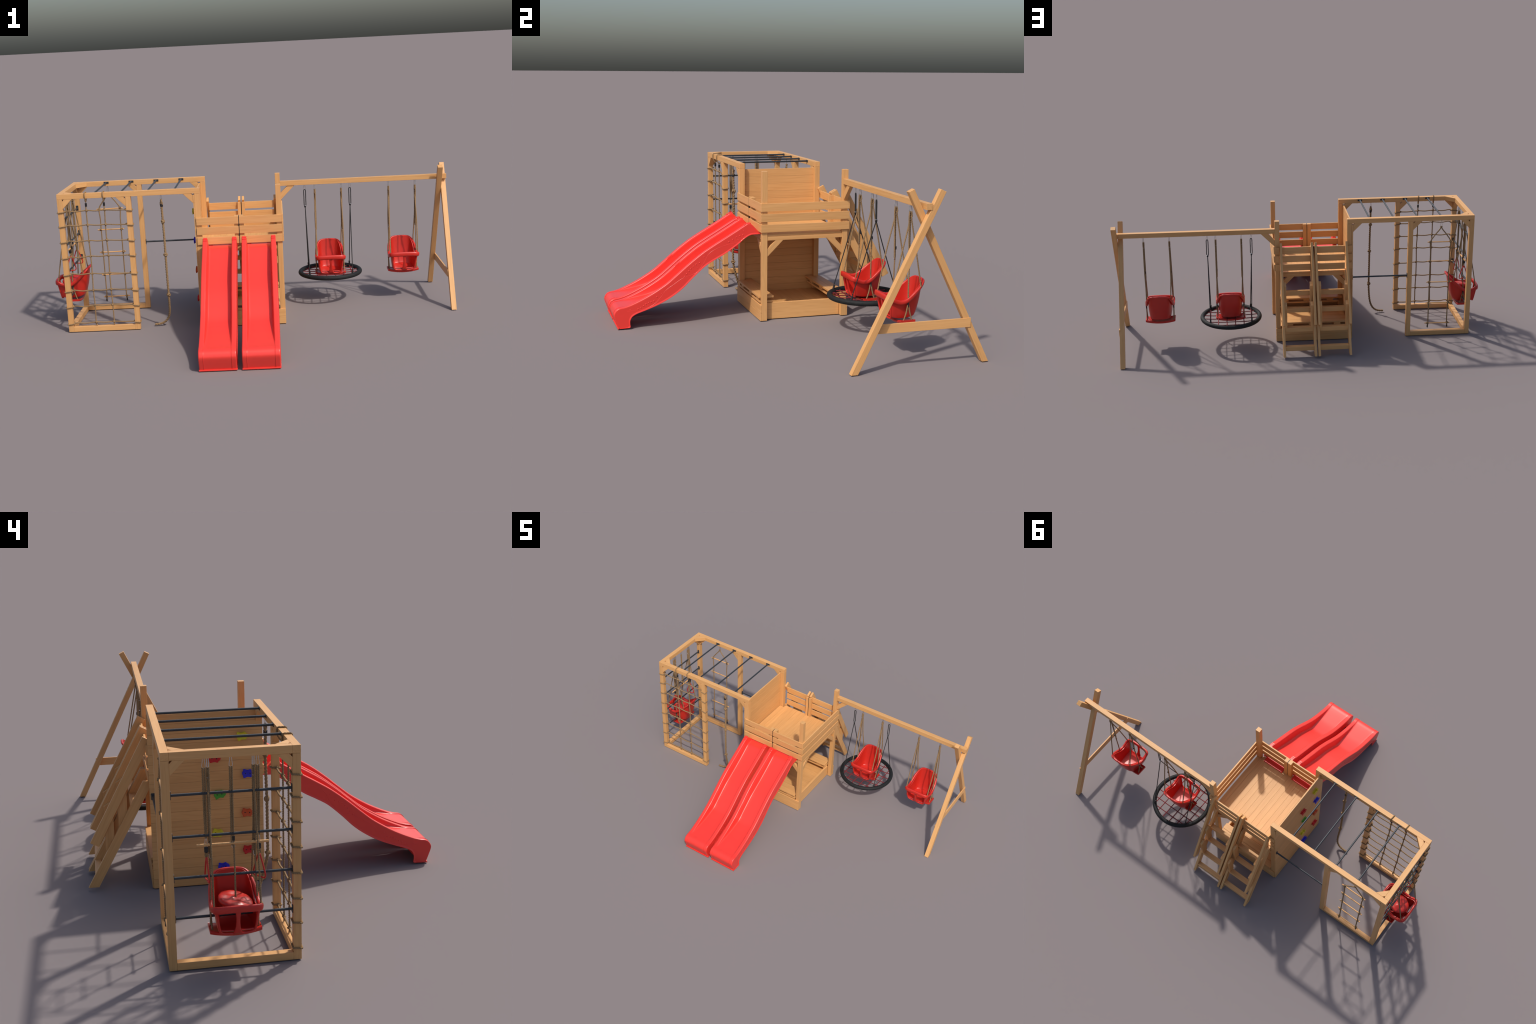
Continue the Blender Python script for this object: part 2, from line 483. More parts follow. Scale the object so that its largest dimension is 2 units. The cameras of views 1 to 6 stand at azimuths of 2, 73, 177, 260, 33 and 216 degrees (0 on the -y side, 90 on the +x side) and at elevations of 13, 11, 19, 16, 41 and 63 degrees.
def leg(foot_y, top_y, x0, x1, ztop=0.6880):
    """A-frame leg, cut level at the ground and square at the top"""
    a = V((0, foot_y, 0)); b = V((0, top_y, ztop))
    d = (b - a).normalized(); n = V((0, -d.z, d.y)); hw = P / 2
    def at_ground(off):
        p = a + n * off; return p - d * (p.z / d.z)
    poly = [at_ground(-hw), at_ground(hw), b + n * hw, b - n * hw]
    prism("swing_leg", [V((x0, p.y, p.z)) for p in poly], (x1 - x0, 0, 0), d)
leg(0.1020, 0.4420, 0.9728, 0.9975)
leg(0.6650, 0.3230, 0.9474, 0.9722)
poly = [(0.9745, 0.1835, 0.1555), (0.9745, 0.5775, 0.1555), (0.9745, 0.5775, 0.1920), (0.9745, 0.1835, 0.1920)]
box("swing_frame_brace", (0.9995, 1.0000), (0.19, 0.20), (0.16, 0.17)) if False else None
box("swing_frame_brace", (0.9688, 0.9752), (0.1800, 0.5920), (0.1470, 0.1835))

# ------------------------------------------------------------------ slides
# stations along the slide, from the platform tongue over the nose to the ground:
# (rim y, rim z, bed y, bed z, lower edge y, lower edge z)
STATIONS = [
    (0.0190, 0.4030, 0.0190, 0.4025, 0.0190, 0.4000),
    (-0.0080, 0.4030, -0.0080, 0.4022, -0.0080, 0.3985),
    (-0.0160, 0.4075, -0.0160, 0.4020, -0.0160, 0.3980),
    (-0.0350, 0.4275, -0.0330, 0.4020, -0.0330, 0.3975),
    (-0.0530, 0.4450, -0.0520, 0.4010, -0.0520, 0.3965),
    (-0.0650, 0.4490, -0.0680, 0.3960, -0.0680, 0.3905),
    (-0.0800, 0.4410, -0.0900, 0.3811, -0.0860, 0.3790),
    (-0.1165, 0.4190, -0.1310, 0.3520, -0.1180, 0.3530),
    (-0.1740, 0.3850, -0.1930, 0.3110, -0.1745, 0.3155),
    (-0.2240, 0.3560, -0.2430, 0.2805, -0.2200, 0.2910),
    (-0.2770, 0.3230, -0.2980, 0.2460, -0.2650, 0.2640),
    (-0.3380, 0.2770, -0.3600, 0.1970, -0.3190, 0.2170),
    (-0.3990, 0.2260, -0.4170, 0.1505, -0.3720, 0.1660),
    (-0.4440, 0.1900, -0.4560, 0.1336, -0.4250, 0.1290),
    (-0.5000, 0.1550, -0.5060, 0.1185, -0.4800, 0.1010),
    (-0.5480, 0.1300, -0.5520, 0.1090, -0.5350, 0.0800),
    (-0.6000, 0.1075, -0.6020, 0.1000, -0.5760, 0.0660),
    (-0.6300, 0.0980, -0.6310, 0.0955, -0.5960, 0.0545),
    (-0.6540, 0.0935, -0.6540, 0.0925, -0.6055, 0.0400),
    (-0.6680, 0.0850, -0.6675, 0.0842, -0.6075, 0.0300),
    (-0.6765, 0.0710, -0.6757, 0.0705, -0.6070, 0.0180),
    (-0.6775, 0.0590, -0.6767, 0.0588, -0.6060, 0.0090),
    (-0.6710, 0.0380, -0.6702, 0.0378, -0.6100, 0.0042),
    (-0.6600, 0.0070, -0.6592, 0.0070, -0.6300, 0.0034),
    (-0.6590, 0.0034, -0.6582, 0.0034, -0.6500, 0.0032),
]

def slide(xc):
    rim = catmull([(0, s[0], s[1]) for s in STATIONS], 9)
    def dense(cols, n=7):
        pts = [V((0, s[cols], s[cols + 1])) for s in STATIONS]
        out = []
        for i in range(len(pts) - 1):
            p1, p2 = pts[i], pts[i + 1]
            p0 = pts[i - 1] if i else p1 * 2 - p2
            p3 = pts[i + 2] if i + 2 < len(pts) else p2 * 2 - p1
            # centripetal-like damping keeps short segments from overshooting
            m1 = (p2 - p0) * 0.5; m2 = (p3 - p1) * 0.5; L = (p2 - p1).length
            if m1.length > L * 1.3: m1 *= L * 1.3 / m1.length
            if m2.length > L * 1.3: m2 *= L * 1.3 / m2.length
            for j in range(n):
                t = j / n
                h00 = 2 * t ** 3 - 3 * t * t + 1; h10 = t ** 3 - 2 * t * t + t
                h01 = -2 * t ** 3 + 3 * t * t; h11 = t ** 3 - t * t
                out.append(p1 * h00 + m1 * h10 + p2 * h01 + m2 * h11)
        out.append(pts[-1]); return out
    R, Bd, Lo = dense(0), dense(2), dense(4)
    W_FULL, rimw = 0.0805, 0.0225
    W = W_FULL
    bm = bmesh.new(); grid = []
    n = len(R)
    for i in range(n):
        r, b, l = R[i], Bd[i], Lo[i]
        W = 0.0590 if r.y > -0.0095 else W_FULL      # the tongue on the platform is narrower
        depth = (r - b).length
        fil = min(0.006, depth * 0.5)
        slope = min(0.0030, depth * 0.15)
        half = []      # (x, point) from outer lower lip to bed centre
        def on_side(t): return l.lerp(r, t)
        side = (r - l).length
        ed = min(0.005 / max(side, 1e-4), 0.3)
        half.append((W + 0.0022, on_side(0.0)))
        half.append((W + 0.0022, on_side(ed * 0.7)))
        half.append((W, on_side(ed * 1.2)))
        half.append((W, on_side(min(ed * 1.2 + 0.04, 0.4))))
        half.append((W, on_side(0.5)))
        rc = 0.0042 / max(side, 1e-4)
        rc = min(rc, 0.3)
        half.append((W, on_side(1 - rc * 1.5)))
        half.append((W, on_side(1 - rc)))
        half.append((W - 0.0009, on_side(1 - rc * 0.35)))
        half.append((W - 0.0036, r))
        half.append((W - 0.0050, r))
        half.append((W - rimw + 0.0055, r))
        half.append((W - rimw + 0.0040, r))
        half.append((W - rimw + 0.0015, r.lerp(b, min(0.0012 / max(depth, 1e-4), 0.3))))
        half.append((W - rimw - 0.0005, r.lerp(b, min(0.004 / max(depth, 1e-4), 0.5))))
        half.append((W - rimw - slope * 0.2, r.lerp(b, max(0.2, min(0.007 / max(depth, 1e-4), 0.55)))))
        half.append((W - rimw - slope * 0.8, r.lerp(b, 0.80)))
        half.append((W - rimw - slope - 0.0015, r.lerp(b, 0.93)))
        half.append((W - rimw - slope - 0.0045, r.lerp(b, 0.985)))
        half.append((W - rimw - slope - 0.0085, b))
        half.append((W - rimw - slope - 0.0110, b))
        half.append((0.020, b))
        row = [V((xc - x, p.y, p.z)) for x, p in half] + [V((xc + x, p.y, p.z)) for x, p in half[::-1]]
        grid.append([bm.verts.new(p) for p in row])
    for a, b in zip(grid, grid[1:]):
        for j in range(len(a) - 1):
            bm.faces.new((a[j], a[j + 1], b[j + 1], b[j]))
    W = W_FULL
    o = finish(bm, "slide", None, SLIDE_RED, 55, (xc, -0.33, 0.2))
    # wall thickness
    md = o.modifiers.new("wall", "SOLIDIFY"); md.thickness = 0.0028; md.offset = -1
    dg = bpy.context.evaluated_depsgraph_get()
    me = bpy.data.meshes.new_from_object(o.evaluated_get(dg)); smooth(me, 50)
    o.modifiers.clear(); o.data = me
    # closed underside between the two flanks
    bm = bmesh.new(); prev = None
    for i, l in enumerate(Lo):
        if 3 * 7 <= i <= 19 * 7 and i % 2 == 0:
            up = (R[i] - l).normalized()
            dip = 0.0025 * max(0.0, min(1.0, (i - 21) / 21)) * max(0.0, min(1.0, (16 * 7 - i) / 21))
            row = [bm.verts.new((xc + x, l.y + up.y * h, l.z + up.z * h)) for x, h in
                   ((-W + 0.001, 0.0012), (-W + 0.010, 0.0010 - dip), (W - 0.010, 0.0010 - dip), (W - 0.001, 0.0012))]
            if prev:
                for q in range(3):
                    bm.faces.new((prev[q], prev[q + 1], row[q + 1], row[q]))
            prev = row
    finish(bm, "slide_underside", o, SLIDE_RED, 60, (xc, -0.33, 0.2))
    # toe flange on the ground
    box("toe_flange", (xc - W - 0.0015, xc + W + 0.0015), (-0.6630, -0.6560), (0.0004, 0.0062), parent=o, mat=SLIDE_RED)
    # stepped grips on the rims by the platform
    for sx in (-1, 1):
        xr = xc + sx * (W - 0.0115)
        for k, (yy, zz) in enumerate(((-0.058, 0.4485), (-0.069, 0.4485), (-0.080, 0.4432))):
            box("rim_grip", (xr - 0.0095, xr + 0.0095), (yy - 0.0038, yy + 0.0038), (zz - 0.004, zz + 0.0022 - 0.0006 * k),
                parent=o, mat=SLIDE_RED, bev=0.0012)
    # moulded wave and studs on both flanks
    wave = [(-0.0775, 0.4190), (-0.0835, 0.3880), (-0.108, 0.3660), (-0.158, 0.3575), (-0.216, 0.3390), (-0.249, 0.3180), (-0.267, 0.2870),
            (-0.289, 0.2560), (-0.314, 0.2325), (-0.367, 0.2150), (-0.412, 0.1870), (-0.445, 0.1640), (-0.469, 0.1335), (-0.497, 0.1060),
            (-0.542, 0.0850), (-0.600, 0.0800), (-0.620, 0.0798)]
    studs = [((-0.0875, 0.4165), (-0.091, 0.3985), (-0.106, 0.3940), (-0.122, 0.3875), (-0.138, 0.3780), (-0.156, 0.3690), (-0.114, 0.3760)),
             ((-0.271, 0.3050), (-0.292, 0.2800), (-0.307, 0.2735), (-0.320, 0.2650), (-0.331, 0.2560), (-0.341, 0.2455), (-0.351, 0.2335), (-0.361, 0.2215), (-0.302, 0.2580)),
             ((-0.465, 0.1490), (-0.486, 0.1370), (-0.499, 0.1205), (-0.512, 0.1160), (-0.524, 0.1130), (-0.535, 0.1070), (-0.546, 0.1000), (-0.558, 0.0930), (-0.570, 0.0860), (-0.606, 0.0850))]
    for sx in (-1, 1):
        xs = xc + sx * (W - 0.0006)
        bm = bmesh.new()
        tube_into(bm, catmull([(xs, y, z) for y, z in wave], 0.004), 0.0010, 6)
        for grp in studs:
            for k, (y, z) in enumerate(grp):
                rr = 0.0033 if 0 < k < len(grp) - 1 else 0.0023
                bmesh.ops.create_uvsphere(bm, u_segments=12, v_segments=8, radius=rr,
                                          matrix=Matrix.Translation((xs, y, z)) @ Matrix.Diagonal((0.6, 1, 1, 1)))
        finish(bm, "moulded_relief", o, SLIDE_RED, 60, (xs, -0.33, 0.2))
    return o

slide(-0.1490)
slide(0.0355)

# ------------------------------------------------------------------ climbing holds
def hold_mesh(seed):
    rnd = random.Random(seed)
    bm = bmesh.new()
    k = 40; a, b, d = 0.0200, 0.0155, 0.0128
    ph = [rnd.uniform(-0.5, 0.5) for _ in range(3)]
    def outline(t):
        waist = 1 - 0.16 * math.exp(-((math.cos(t)) / 0.32) ** 2)
        q = 1 + 0.07 * math.cos(3 * t + ph[0]) + 0.09 * math.cos(6 * t + ph[1])
        c, s = math.cos(t), math.sin(t)
        e = 0.72
        return (a * math.copysign(abs(c) ** e, c) * q, b * math.copysign(abs(s) ** e, s) * waist * q)
    prof = ((0.95, 0.0), (0.80, 0.30), (0.79, 0.50), (0.90, 0.75), (1.0, 0.90), (0.95, 1.0), (0.72, 0.95), (0.4, 0.86), (0.15, 0.83))
    rings = []
    for sc, h in prof:
        ring = []
        for i in range(k):
            x, y = outline(2 * math.pi * i / k)
            ring.append(bm.verts.new((x * sc, y * sc, h * d)))
        rings.append(ring)
    for A, B in zip(rings, rings[1:]):
        for j in range(k):
            bm.faces.new((A[j], A[(j + 1) % k], B[(j + 1) % k], B[j]))
    bm.faces.new(rings[-1]); bm.faces.new(rings[0][::-1])
    bmesh.ops.recalc_face_normals(bm, faces=bm.faces)
    me = bpy.data.meshes.new("climbing_hold"); bm.to_mesh(me); bm.free(); smooth(me, 60)
    return me

wallx = XL0 - TH
toWall = Matrix(((0, 0, -1, 0), (-1, 0, 0, 0), (0, 1, 0, 0), (0, 0, 0, 1)))   # local z -> -x, local x -> -y, local y -> z
for i, (col, y, z, tilt) in enumerate((("yellow", 0.0640, 0.5600, 0.1), ("red", 0.1655, 0.4830, -0.1), ("blue", 0.0455, 0.4200, 0.0),
                                       ("green", 0.1500, 0.3480, 0.15), ("orange", 0.0500, 0.2720, -0.08), ("yellow", 0.1600, 0.2010, -0.1),
                                       ("red", 0.0480, 0.1285, 0.05), ("blue", 0.1425, 0.0680, 0.12))):
    me = hold_mesh(i + 3); me.materials.append(HOLD[col])
    o = add_obj("climbing_hold", me, None, None, Matrix.Translation((wallx, y, z)) @ toWall @ Matrix.Rotation(tilt, 4, "Z"))
    for s in (-1, 1):
        c = WORLD(o) @ V((s * 0.0085, 0.001, 0.0106))
        rod("bolt", c, c + V((-0.0016, 0, 0)), 0.0022, o, SLEEVE, 12)

# ------------------------------------------------------------------ ropes and hooks
def carabiner(name, top, bottom, w, parent, turn=0.0, r=0.0009):
    """pear-shaped steel snap hook between two heights"""
    t, b = V(top), V(bottom)
    h = t - b; ux = V((math.cos(turn), math.sin(turn), 0))
    pts = []
    for f, s in ((1.0, 0.0), (0.95, 0.22), (0.6, 0.35), (0.25, 0.5), (0.06, 0.38), (0.0, 0.0), (0.06, -0.38), (0.25, -0.5), (0.6, -0.35), (0.95, -0.22)):
        pts.append(b + h * f + ux * (s * w))
    bm = bmesh.new(); tube_into(bm, catmull(pts, 0.002, True), r, 8, True)
    return finish(bm, name, parent, STEEL, 60, b)

KNOT_BIG = make_knot_mesh(0.0070, 0.0043, "rope_knot_large", ROPE)
KNOT_SMALL = make_knot_mesh(0.0036, 0.0021, "rope_knot_small", ROPE)
KNOT_BLACK = make_knot_mesh(0.0030, 0.0019, "cord_knot", ROPE_BLACK)

# ---- knotted climbing rope
cr = rope("climbing_rope", [(-0.4220, 0.0040, 0.6240), (-0.4215, 0.0045, 0.5800), (-0.4205, 0.0060, 0.5270), (-0.4190, 0.0040, 0.4450), (-0.4190, 0.0020, 0.3660),
                            (-0.4185, 0.0015, 0.2600), (-0.4176, 0.0020, 0.1654), (-0.4185, 0.0110, 0.1150), (-0.4215, 0.0240, 0.0720),
                            (-0.4300, 0.0345, 0.0420), (-0.4460, 0.0390, 0.0210), (-0.4680, 0.0400, 0.0100), (-0.4995, 0.0385, 0.0062)], 0.0049)
for p, e in (((-0.4205, 0.0060, 0.5270), 0.3), ((-0.4190, 0.0020, 0.3660), 1.4), ((-0.4176, 0.0020, 0.1654), 2.2)):
    place("knot", KNOT_BIG, p, (0.5, 0.3, e), (1, 1, 1.2), cr)
rope("rope_eye", [(-0.4220, 0.0040, 0.6030), (-0.4262, 0.0060, 0.6130), (-0.4235, 0.0085, 0.6280), (-0.4220, 0.0045, 0.6345), (-0.4205, 0.0010, 0.6280), (-0.4175, 0.0020, 0.6130), (-0.4215, 0.0040, 0.6030)], 0.0036, cr)
rod("rope_sleeve", (-0.4215, 0.0045, 0.6000), (-0.4217, 0.0045, 0.6140), 0.0073, cr, SLEEVE)
carabiner("snap_hook", (-0.4220, 0.0040, 0.6560), (-0.4220, 0.0040, 0.6310), 0.009, cr, 0.4)

# ---- rope ladder
yl = 0.3880
xl, xr_ = -0.7955, -0.6870
zr = (0.5375, 0.4285, 0.3080, 0.1870, 0.0670)
apex = V((-0.7420, yl, 0.6210))
def side_rope(x, bow):
    pts = [apex + V((0, 0, 0.004)), apex + V(((x - apex.x) * 0.12, 0, -0.012)), V((x + (apex.x - x) * 0.35, yl, 0.572)), V((x, yl, zr[0]))]
    for a, b in zip(zr, zr[1:]):
        pts.append(V((x + bow * 0.6, yl, (a + b) / 2)))
        pts.append(V((x + (0.002 if bow > 0 else -0.002), yl, b)))
    pts.append(V((x, yl, 0.046)))
    return pts
rl = rope("rope_ladder", [side_rope(xl, 0.004), side_rope(xr_, -0.003)], 0.0028)
carabiner("snap_hook", (apex.x, yl, 0.6560), (apex.x, yl, 0.6200), 0.009, rl, 0.0)
place("knot", KNOT_SMALL, apex, (0, 1, 0.5), (1.2, 1.2, 1.2), rl)
for i, z in enumerate(zr):
    dx = (0.001, -0.002, -0.001, 0.0, 0.001)[i]
    rod("rope_ladder_rung", (-0.8100 + dx, yl, z - 0.0006), (-0.6720 + dx, yl, z + 0.0006), 0.0031, rl, WOOD, 12)
    for x in (xl, xr_):
        place("knot", KNOT_SMALL, (x, yl, z), (0.4 + i, 0.8 * i, x * 9), (1.4, 1.6, 1.7), rl)
for x in (xl, xr_):
    rod("rope_end_cap", (x, yl, 0.0415), (x, yl, 0.0560), 0.0036, rl, SLEEVE, 14)

# ---- climbing net
def post_loop(x0, x1, y0, y1, z, tilt, g=0.0022):
    """rope turn hugging a square post"""
    pts = []
    cx, cy = (x0 + x1) / 2, (y0 + y1) / 2
    hx, hy = (x1 - x0) / 2 + g, (y1 - y0) / 2 + g
    for fx, fy in ((1, -0.8), (0.92, -0.95), (0.8, -1), (-0.8, -1), (-0.92, -0.95), (-1, -0.8), (-1, 0.8), (-0.92, 0.95), (-0.8, 1), (0.8, 1), (0.92, 0.95), (1, 0.8)):
        pts.append(V((cx + fx * hx, cy + fy * hy, z + tilt * fx + 0.0015 * fy)))
    return pts
rows = (0.5955, 0.5255, 0.4485, 0.3720, 0.2855, 0.2030, 0.1250, 0.0400)
vx = (-0.7815, -0.6950)
rnd = random.Random(5)
NY = -0.0010
strands, loops = [], []
for i, z in enumerate(rows):
    a = rnd.uniform(-0.002, 0.002); b = rnd.uniform(-0.002, 0.002)
    zl, zm1, zm2, zR = z + a, z + 0.0035 + b * 0.4, z + 0.0030 - b * 0.4, z - 0.0015 - a
    strands.append([(XE1 + 0.0025, NY, zl), (XE1 + 0.020, NY, zl + 0.0035), (-0.835, NY + 0.0005, (zl + zm1) / 2 - 0.0025), (vx[0], NY, zm1), ((vx[0] + vx[1]) / 2, NY - 0.0005, (zm1 + zm2) / 2 - 0.003),
                    (vx[1], NY, zm2), (-0.640, NY + 0.001, (zm2 + zR) / 2 - 0.0015), (XM0 - 0.014, NY, zR + 0.001), (XM0 - 0.0025, NY, zR)])
    loops.append(post_loop(XE0, XE1, YF0, YF1, zl, 0.0018))
    loops.append(post_loop(XM0, XM1, YF0, YF1, zR, -0.0018))
for k, x in enumerate(vx):
    pts = [(x - 0.001, NY, 0.626)]
    for z in rows:
        pts.append((x + rnd.uniform(-0.0015, 0.0015), NY, z + 0.003))
    pts.append((x + 0.004 - 0.002 * k, NY, 0.0270))
    strands.append(pts)
net = rope("climbing_net", strands, 0.0028)
for lp in loops:
    rope("post_loop", lp, 0.0026, net, closed=True)
for i, z in enumerate(rows):
    for k, x in enumerate(vx):
        place("knot", KNOT_SMALL, (x, NY, z + 0.003), (i * 0.9, k + 0.4 * i, 0.7 * i), (1.45, 1.45, 1.45), net)
    for x in (XE1 + 0.0045, XM0 - 0.0045):
        place("knot", KNOT_SMALL, (x, NY, z), (i * 0.7, 0.5, i), (1.15, 1.15, 1.15), net)
for x in vx:
    g = 0.0024
    rope("beam_loop", [(x, NY, 0.640), (x - 0.001, YF0 - g * 0.9, ZT0 + 0.003), (x - 0.0015, YF0 - g, ZT1 - 0.004), (x - 0.001, YF0 + 0.002, ZT1 + g), (x, 0.004, ZT1 + g),
                       (x + 0.001, YF1 - 0.002, ZT1 + g), (x + 0.0015, YF1 + g, ZT1 - 0.004), (x + 0.001, YF1 + g * 0.9, ZT0 + 0.003)], 0.0027, net, closed=True)
    rod("rope_sleeve", (x, NY, 0.6180), (x, NY, 0.6350), 0.0052, net, SLEEVE, 14)

# ------------------------------------------------------------------ bucket swing seat
SEAT_C = None
def seat_mesh_parts():
    """shell, rolled rim, crotch post and sitting board in the seat's own frame:
    x across, y forward, z up from the sitting board's underside"""
    dz = -0.1375
    # half rim, from the front corner back to the middle of the backrest (x, forward, height)
    rim_h = [(0.0610, 0.0795, 0.2450), (0.0685, 0.0740, 0.2435), (0.0715, 0.0630, 0.2400), (0.0720, 0.0460, 0.2335), (0.0725, 0.0280, 0.2300), (0.0720, 0.0070, 0.2340),
             (0.0700, -0.0150, 0.2480), (0.0665, -0.0380, 0.2675), (0.0610, -0.0560, 0.2840), (0.0530, -0.0700, 0.2980), (0.0400, -0.0785, 0.3060), (0.0200, -0.0820, 0.3085), (0.0, -0.0825, 0.3090)]
    base_h = [(0.0540, 0.0600, 0.1700), (0.0545, 0.0580, 0.1685), (0.0550, 0.0530, 0.1660), (0.0550, 0.0400, 0.1635), (0.0545, 0.0250, 0.1620), (0.0535, 0.0080, 0.1620),
              (0.0520, -0.0080, 0.1630), (0.0500, -0.0230, 0.1650), (0.0465, -0.0340, 0.1670), (0.0400, -0.0410, 0.1690), (0.0300, -0.0455, 0.1700), (0.0150, -0.0475, 0.1705), (0.0, -0.0480, 0.1710)]
    def full(h):
        return [V((x, y, z + dz)) for x, y, z in h] + [V((-x, y, z + dz)) for x, y, z in h[-2::-1]]
    rim = catmull(full(rim_h), 0.004); k = len(rim)
    # resample base to the same count
    def resample(pts, n):
        d = [0.0]
        for a, b in zip(pts, pts[1:]):
            d.append(d[-1] + (b - a).length)
        out = []; j = 0
        for i in range(n):
            t = d[-1] * i / (n - 1)
            while j < len(pts) - 2 and d[j + 1] < t:
                j += 1
            f = (t - d[j]) / max(d[j + 1] - d[j], 1e-9)
            out.append(pts[j].lerp(pts[j + 1], min(max(f, 0), 1)))
        return out
    n = 61
    def dense2(h):
        out = []
        hh = full(h)
        return [catmull(hh, 10)] and hh
    # index-matched interpolation so that ribs run straight down
    def matched(h, sub=4):
        pts = full(h); out = []
        for i in range(len(pts) - 1):
            p1, p2 = pts[i], pts[i + 1]
            p0 = pts[i - 1] if i else p1 * 2 - p2
            p3 = pts[i + 2] if i + 2 < len(pts) else p2 * 2 - p1
            for j in range(sub):
                t = j / sub
                out.append(0.5 * ((2 * p1) + (p2 - p0) * t + (2 * p0 - 5 * p1 + 4 * p2 - p3) * t * t + (3 * p1 - p0 - 3 * p2 + p3) * t ** 3))
        out.append(pts[-1]); return out
    A, B = matched(rim_h), matched(base_h)
    m = len(A); ctr = V((0, 0.005, 0))
    bm = bmesh.new(); grid = []
    for v in (0.0, 0.04, 0.2, 0.4, 0.6, 0.78, 0.9, 0.97, 1.0):
        row = []
        for a, b in zip(A, B):
            rad = V((a.x, a.y - 0.0, 0)); rad = rad.normalized() if rad.length > 1e-6 else V()
            ain = a - rad * (0.0040 + 0.0065 * abs(rad.x))
            # wall keeps wide and turns in low down
            hx = v ** 1.7
            p = V((ain.x + (b.x - ain.x) * hx, ain.y + (b.y - ain.y) * (0.55 * v + 0.45 * v ** 2.6), ain.z + (b.z - ain.z) * (1 - (1 - v) ** 1.15)))
            row.append(bm.verts.new(p))
        grid.append(row)
    for r0, r1 in zip(grid, grid[1:]):
        for j in range(m - 1):
            bm.faces.new((r0[j], r0[j + 1], r1[j + 1], r1[j]))
    # floor across between mirrored points
    last = grid[-1]; half = m // 2
    prev = None
    for i in range(half):
        l, r = last[i], last[m - 1 - i]
        row = [l]
        for q in range(1, 8):
            f = q / 8
            p = l.co.lerp(r.co, f); p.z -= 0.003 * math.sin(math.pi * f) ** 0.6
            row.append(bm.verts.new(p))
        row.append(r)
        if prev:
            for q in range(8):
                bm.faces.new((prev[q], prev[q + 1], row[q + 1], row[q]))
        prev = row
    for q in range(8):
        bm.faces.new((prev[q], prev[q + 1], last[half])) if prev[q] is not last[half] else None
    bmesh.ops.recalc_face_normals(bm, faces=bm.faces)
    shell = bpy.data.meshes.new("seat_shell"); bm.to_mesh(shell); bm.free(); smooth(shell, 60)
    shell.materials.append(SEAT_RED)
    tmp = bpy.data.objects.new("tmp_shell", shell); COLL.objects.link(tmp)
    md = tmp.modifiers.new("wall", "SOLIDIFY"); md.thickness = 0.0034; md.offset = 0
    me = bpy.data.meshes.new_from_object(tmp.evaluated_get(bpy.context.evaluated_depsgraph_get()))
    bpy.data.objects.remove(tmp); shell = me; smooth(shell, 50)
    # rolled rim incl. the front bar, a rounded oval section
    loop = [(0.0, 0.0832, 0.2470), (0.0300, 0.0830, 0.2467), (0.0500, 0.0822, 0.2458)] + rim_h
    pts = [V((x, y, z + dz)) for x, y, z in loop] + [V((-x, y, z + dz)) for x, y, z in loop[-2:0:-1]]
    path = catmull(pts, 0.003, True)
    bm = bmesh.new(); rings = []; kk = len(path)
    for i, p in enumerate(path):
        T = (path[(i + 1) % kk] - path[i - 1]).normalized()
        out = V((p.x, p.y, 0)).normalized()
        out = (out - T * out.dot(T)).normalized(); up = T.cross(out).normalized()
        if up.z < 0: up = -up
        fr = max(0.0, min(1.0, (p.y - 0.055) / 0.02))
        bk = max(0.0, min(1.0, (-p.y - 0.03) / 0.04))
        w = 0.0064 + 0.0004 * fr - 0.0012 * bk; hgt = 0.0085 + 0.0030 * fr - 0.0035 * bk
        ring = []
        for j in range(14):
            a = 2 * math.pi * j / 14
            ca, sa = math.cos(a), math.sin(a)
            e = 0.75
            ring.append(bm.verts.new(p + out * w * math.copysign(abs(ca) ** e, ca) + up * hgt * math.copysign(abs(sa) ** e, sa) - V((0, 0, 1)) * 0.002))
        rings.append(ring)
    for i in range(kk):
        a, b = rings[i], rings[(i + 1) % kk]
        for j in range(14):
            bm.faces.new((a[j], a[(j + 1) % 14], b[(j + 1) % 14], b[j]))
    bmesh.ops.recalc_face_normals(bm, faces=bm.faces)
    rimme = bpy.data.meshes.new("seat_rim"); bm.to_mesh(rimme); bm.free(); smooth(rimme, 60); rimme.materials.append(SEAT_RED)
    # crotch post and the lips of the two leg holes
    bm = bmesh.new()
    prof = ((0.0125, 0.0810, 0.2440), (0.0080, 0.0800, 0.2330), (0.0062, 0.0775, 0.2150), (0.0062, 0.0745, 0.1980), (0.0080, 0.0700, 0.1800), (0.0130, 0.0660, 0.1650), (0.0165, 0.0610, 0.1570))
    rings = []
    for hw, y, z in prof:
        ring = []
        for j in range(16):
            a = 2 * math.pi * j / 16; ca, sa = math.cos(a), math.sin(a)
            ring.append(bm.verts.new((hw * math.copysign(abs(ca) ** 0.6, ca), y + 0.0042 * math.copysign(abs(sa) ** 0.6, sa), z + dz)))
        rings.append(ring)
    for a, b in zip(rings, rings[1:]):
        for j in range(16):
            bm.faces.new((a[j], a[(j + 1) % 16], b[(j + 1) % 16], b[j]))
    bm.faces.new(rings[0][::-1]); bm.faces.new(rings[-1])
    for s in (-1, 1):
        lip = [(s * 0.0660, 0.0745, 0.2430), (s * 0.0600, 0.0700, 0.2150), (s * 0.0560, 0.0650, 0.1850), (s * 0.0500, 0.0615, 0.1640), (s * 0.0380, 0.0610, 0.1590), (s * 0.0200, 0.0615, 0.1580), (0.0, 0.0615, 0.1590)]
        tube_into(bm, catmull([(x, y, z + dz) for x, y, z in lip], 0.004), 0.0040, 10)
    bmesh.ops.recalc_face_normals(bm, faces=bm.faces)
